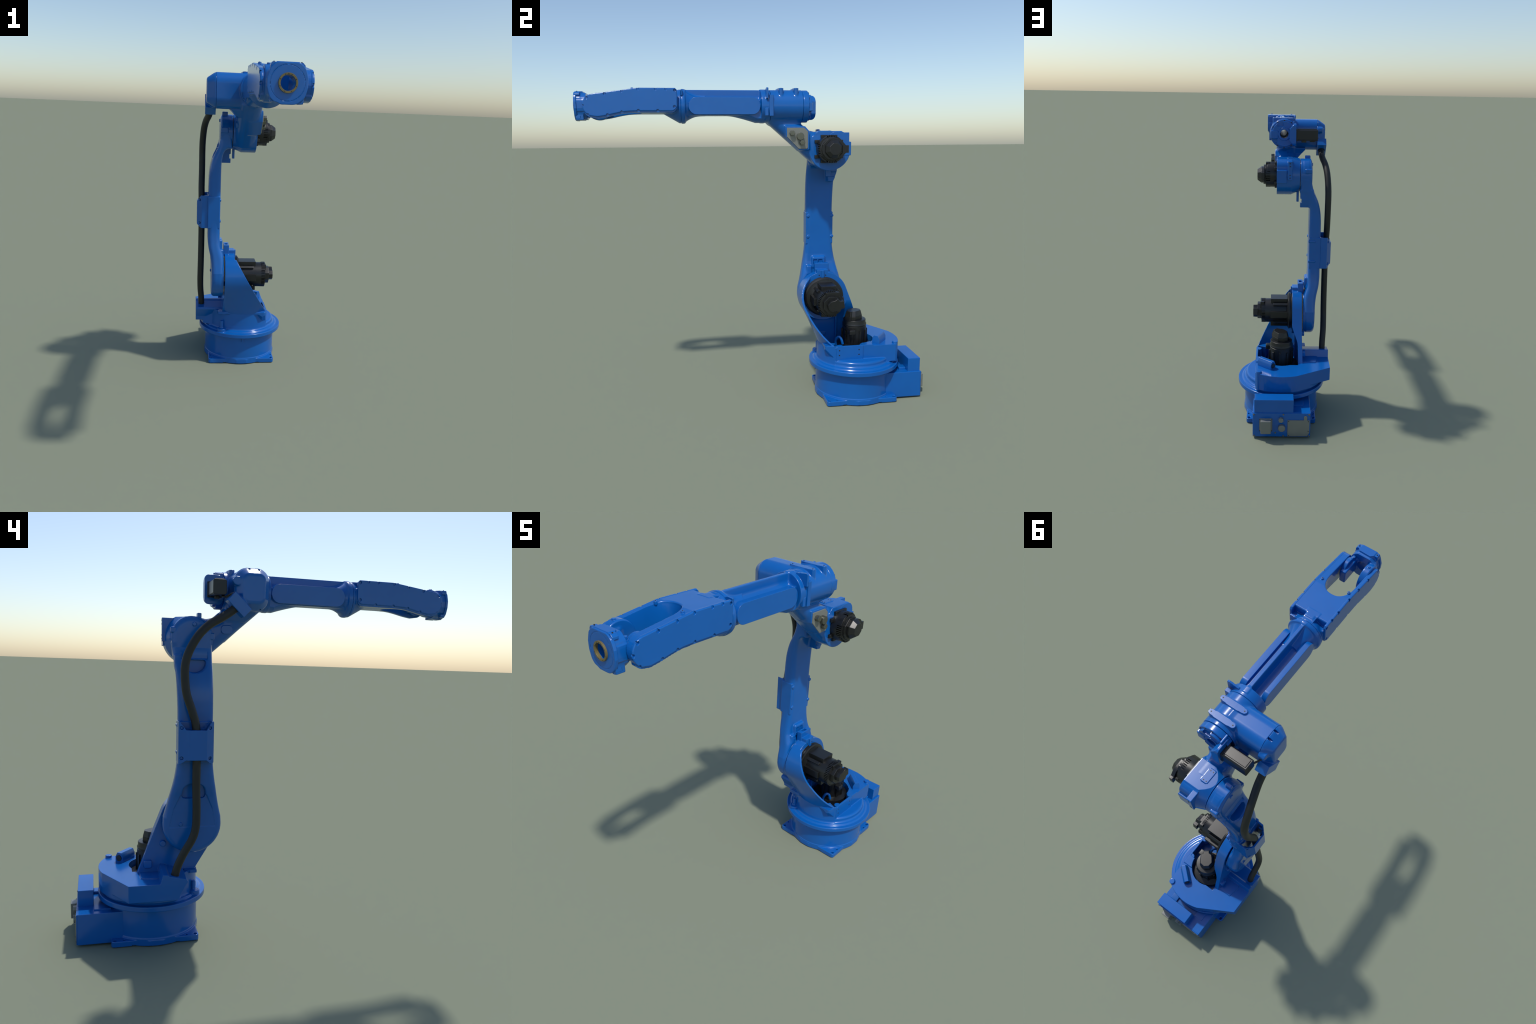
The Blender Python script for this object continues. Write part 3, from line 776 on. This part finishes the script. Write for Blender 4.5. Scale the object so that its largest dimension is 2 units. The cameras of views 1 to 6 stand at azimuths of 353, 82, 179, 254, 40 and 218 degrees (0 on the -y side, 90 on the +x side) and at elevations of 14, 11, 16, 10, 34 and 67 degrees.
# ================================================================== WRIST
FL = [(-0.060, 0.073), (0.056, 0.073), (0.066, 0.062), (0.068, 0.050), (0.0765, 0.020), (0.077, -0.015), (0.068, -0.052), (0.066, -0.064), (0.056, -0.076),
      (0.020, -0.078), (-0.022, -0.078), (-0.040, -0.070), (-0.062, -0.068), (-0.068, -0.050), (-0.0775, -0.016), (-0.0775, 0.016), (-0.068, 0.046), (-0.066, 0.062)]
def wrist_shape(x, y, z):
    u, v = x - X0, z - (ZR + 0.0005)
    q = np.hypot(u, v)
    o = poly(u, v, FL)
    face = smax(smax(o, q - 0.0840, 0.004), span(y, -0.9925, -0.978), 0.003)
    ear = inter(o, np.abs(np.abs(u) - 0.054) - 0.011, 0.052 - np.abs(v), span(y, -0.986, -0.960))
    face = np.maximum(face, -inter(np.abs(q - 0.0655) - 0.0008, y + 0.9915))
    body = inter(np.maximum(o + 0.006, q - 0.076), span(y, -0.985, -0.930))
    body = smax(body, -0.990 - y + 0 * q, 0.004)
    top = inter(poly(u, y, [(-0.059, -0.985), (0.059, -0.985), (0.059, -0.960), (0.047, -0.960), (0.036, -0.947), (-0.028, -0.944), (-0.046, -0.960), (-0.059, -0.960)]), span(v, 0.040, 0.0755), q - 0.086)
    low = box(u, y, v, (-0.020, -0.985, -0.0755), (0.064, -0.944, -0.040), 0.004)
    side = box(u, y, v, (0.045, -0.985, -0.030), (0.0705, -0.925, 0.030), 0.004)
    d = union(face, ear, smin(smin(body, top, 0.008), union(low, side), 0.004))
    # left hub with its yoke
    hub = rod(y, z, x, WB, 0.0715, -0.0635, -0.0255, 0.006)
    yoke = box(x, y, z, (-0.056, -0.955, 1.700), (-0.022, -0.87, 1.789), 0.012)
    d = smin(d, smin(hub, yoke, 0.012), 0.014)
    # right gear case
    case = box(x, y, z, (0.046, -0.945, 1.704), (0.080, -0.818, 1.777), 0.006)
    case = union(case, rod(y, z, x, WB, 0.054, 0.06, 0.0850, 0.004))
    rail = box(x, y, z, (0.060, -0.915, 1.765), (0.073, -0.865, 1.783), 0.003)
    bolt = union(rod(x, y, z, (0.063, -0.920), 0.008, 1.75, 1.793, 0.001), rod(x, y, z, (-0.044, -0.888), 0.008, 1.78, 1.8205, 0.001))
    d = smin(d, union(case, rail), 0.010)
    d = union(d, bolt)
    return smax(d, -inter(q - 0.0285, y + 0.90), 0.002)
wrist = casting("wrist", wrist_shape, (-0.064, -0.994, 1.664), (0.096, -0.80, 1.823), 0.0022)
screws("wrist_screw", [(X0 + a, b, 1.8215) for a, b in ((-0.052, -0.9735), (0.052, -0.9735))], "z", 0.003, 0.004, DARK, wrist, 10)
ring = turned("tool_flange", [(0.0288, -0.987), (0.0368, -0.987), (0.0368, -0.999), (0.0362, -1.0), (0.0295, -1.0), (0.0288, -0.999), (0.0288, -0.987)], (X0 + 0.001, ZR + 0.0005), "y", BRASS, ROOT, 64)
screws("flange_screw", [(X0 + 0.001 + 0.0325 * math.cos(math.radians(a)), -1.0003, ZR + 0.0005 + 0.0325 * math.sin(math.radians(a))) for a in (90, 68, 112, 24, 156, -20, 200, -66, 246)],
       "y", 0.0021, -0.002, DARK, ring, 10)
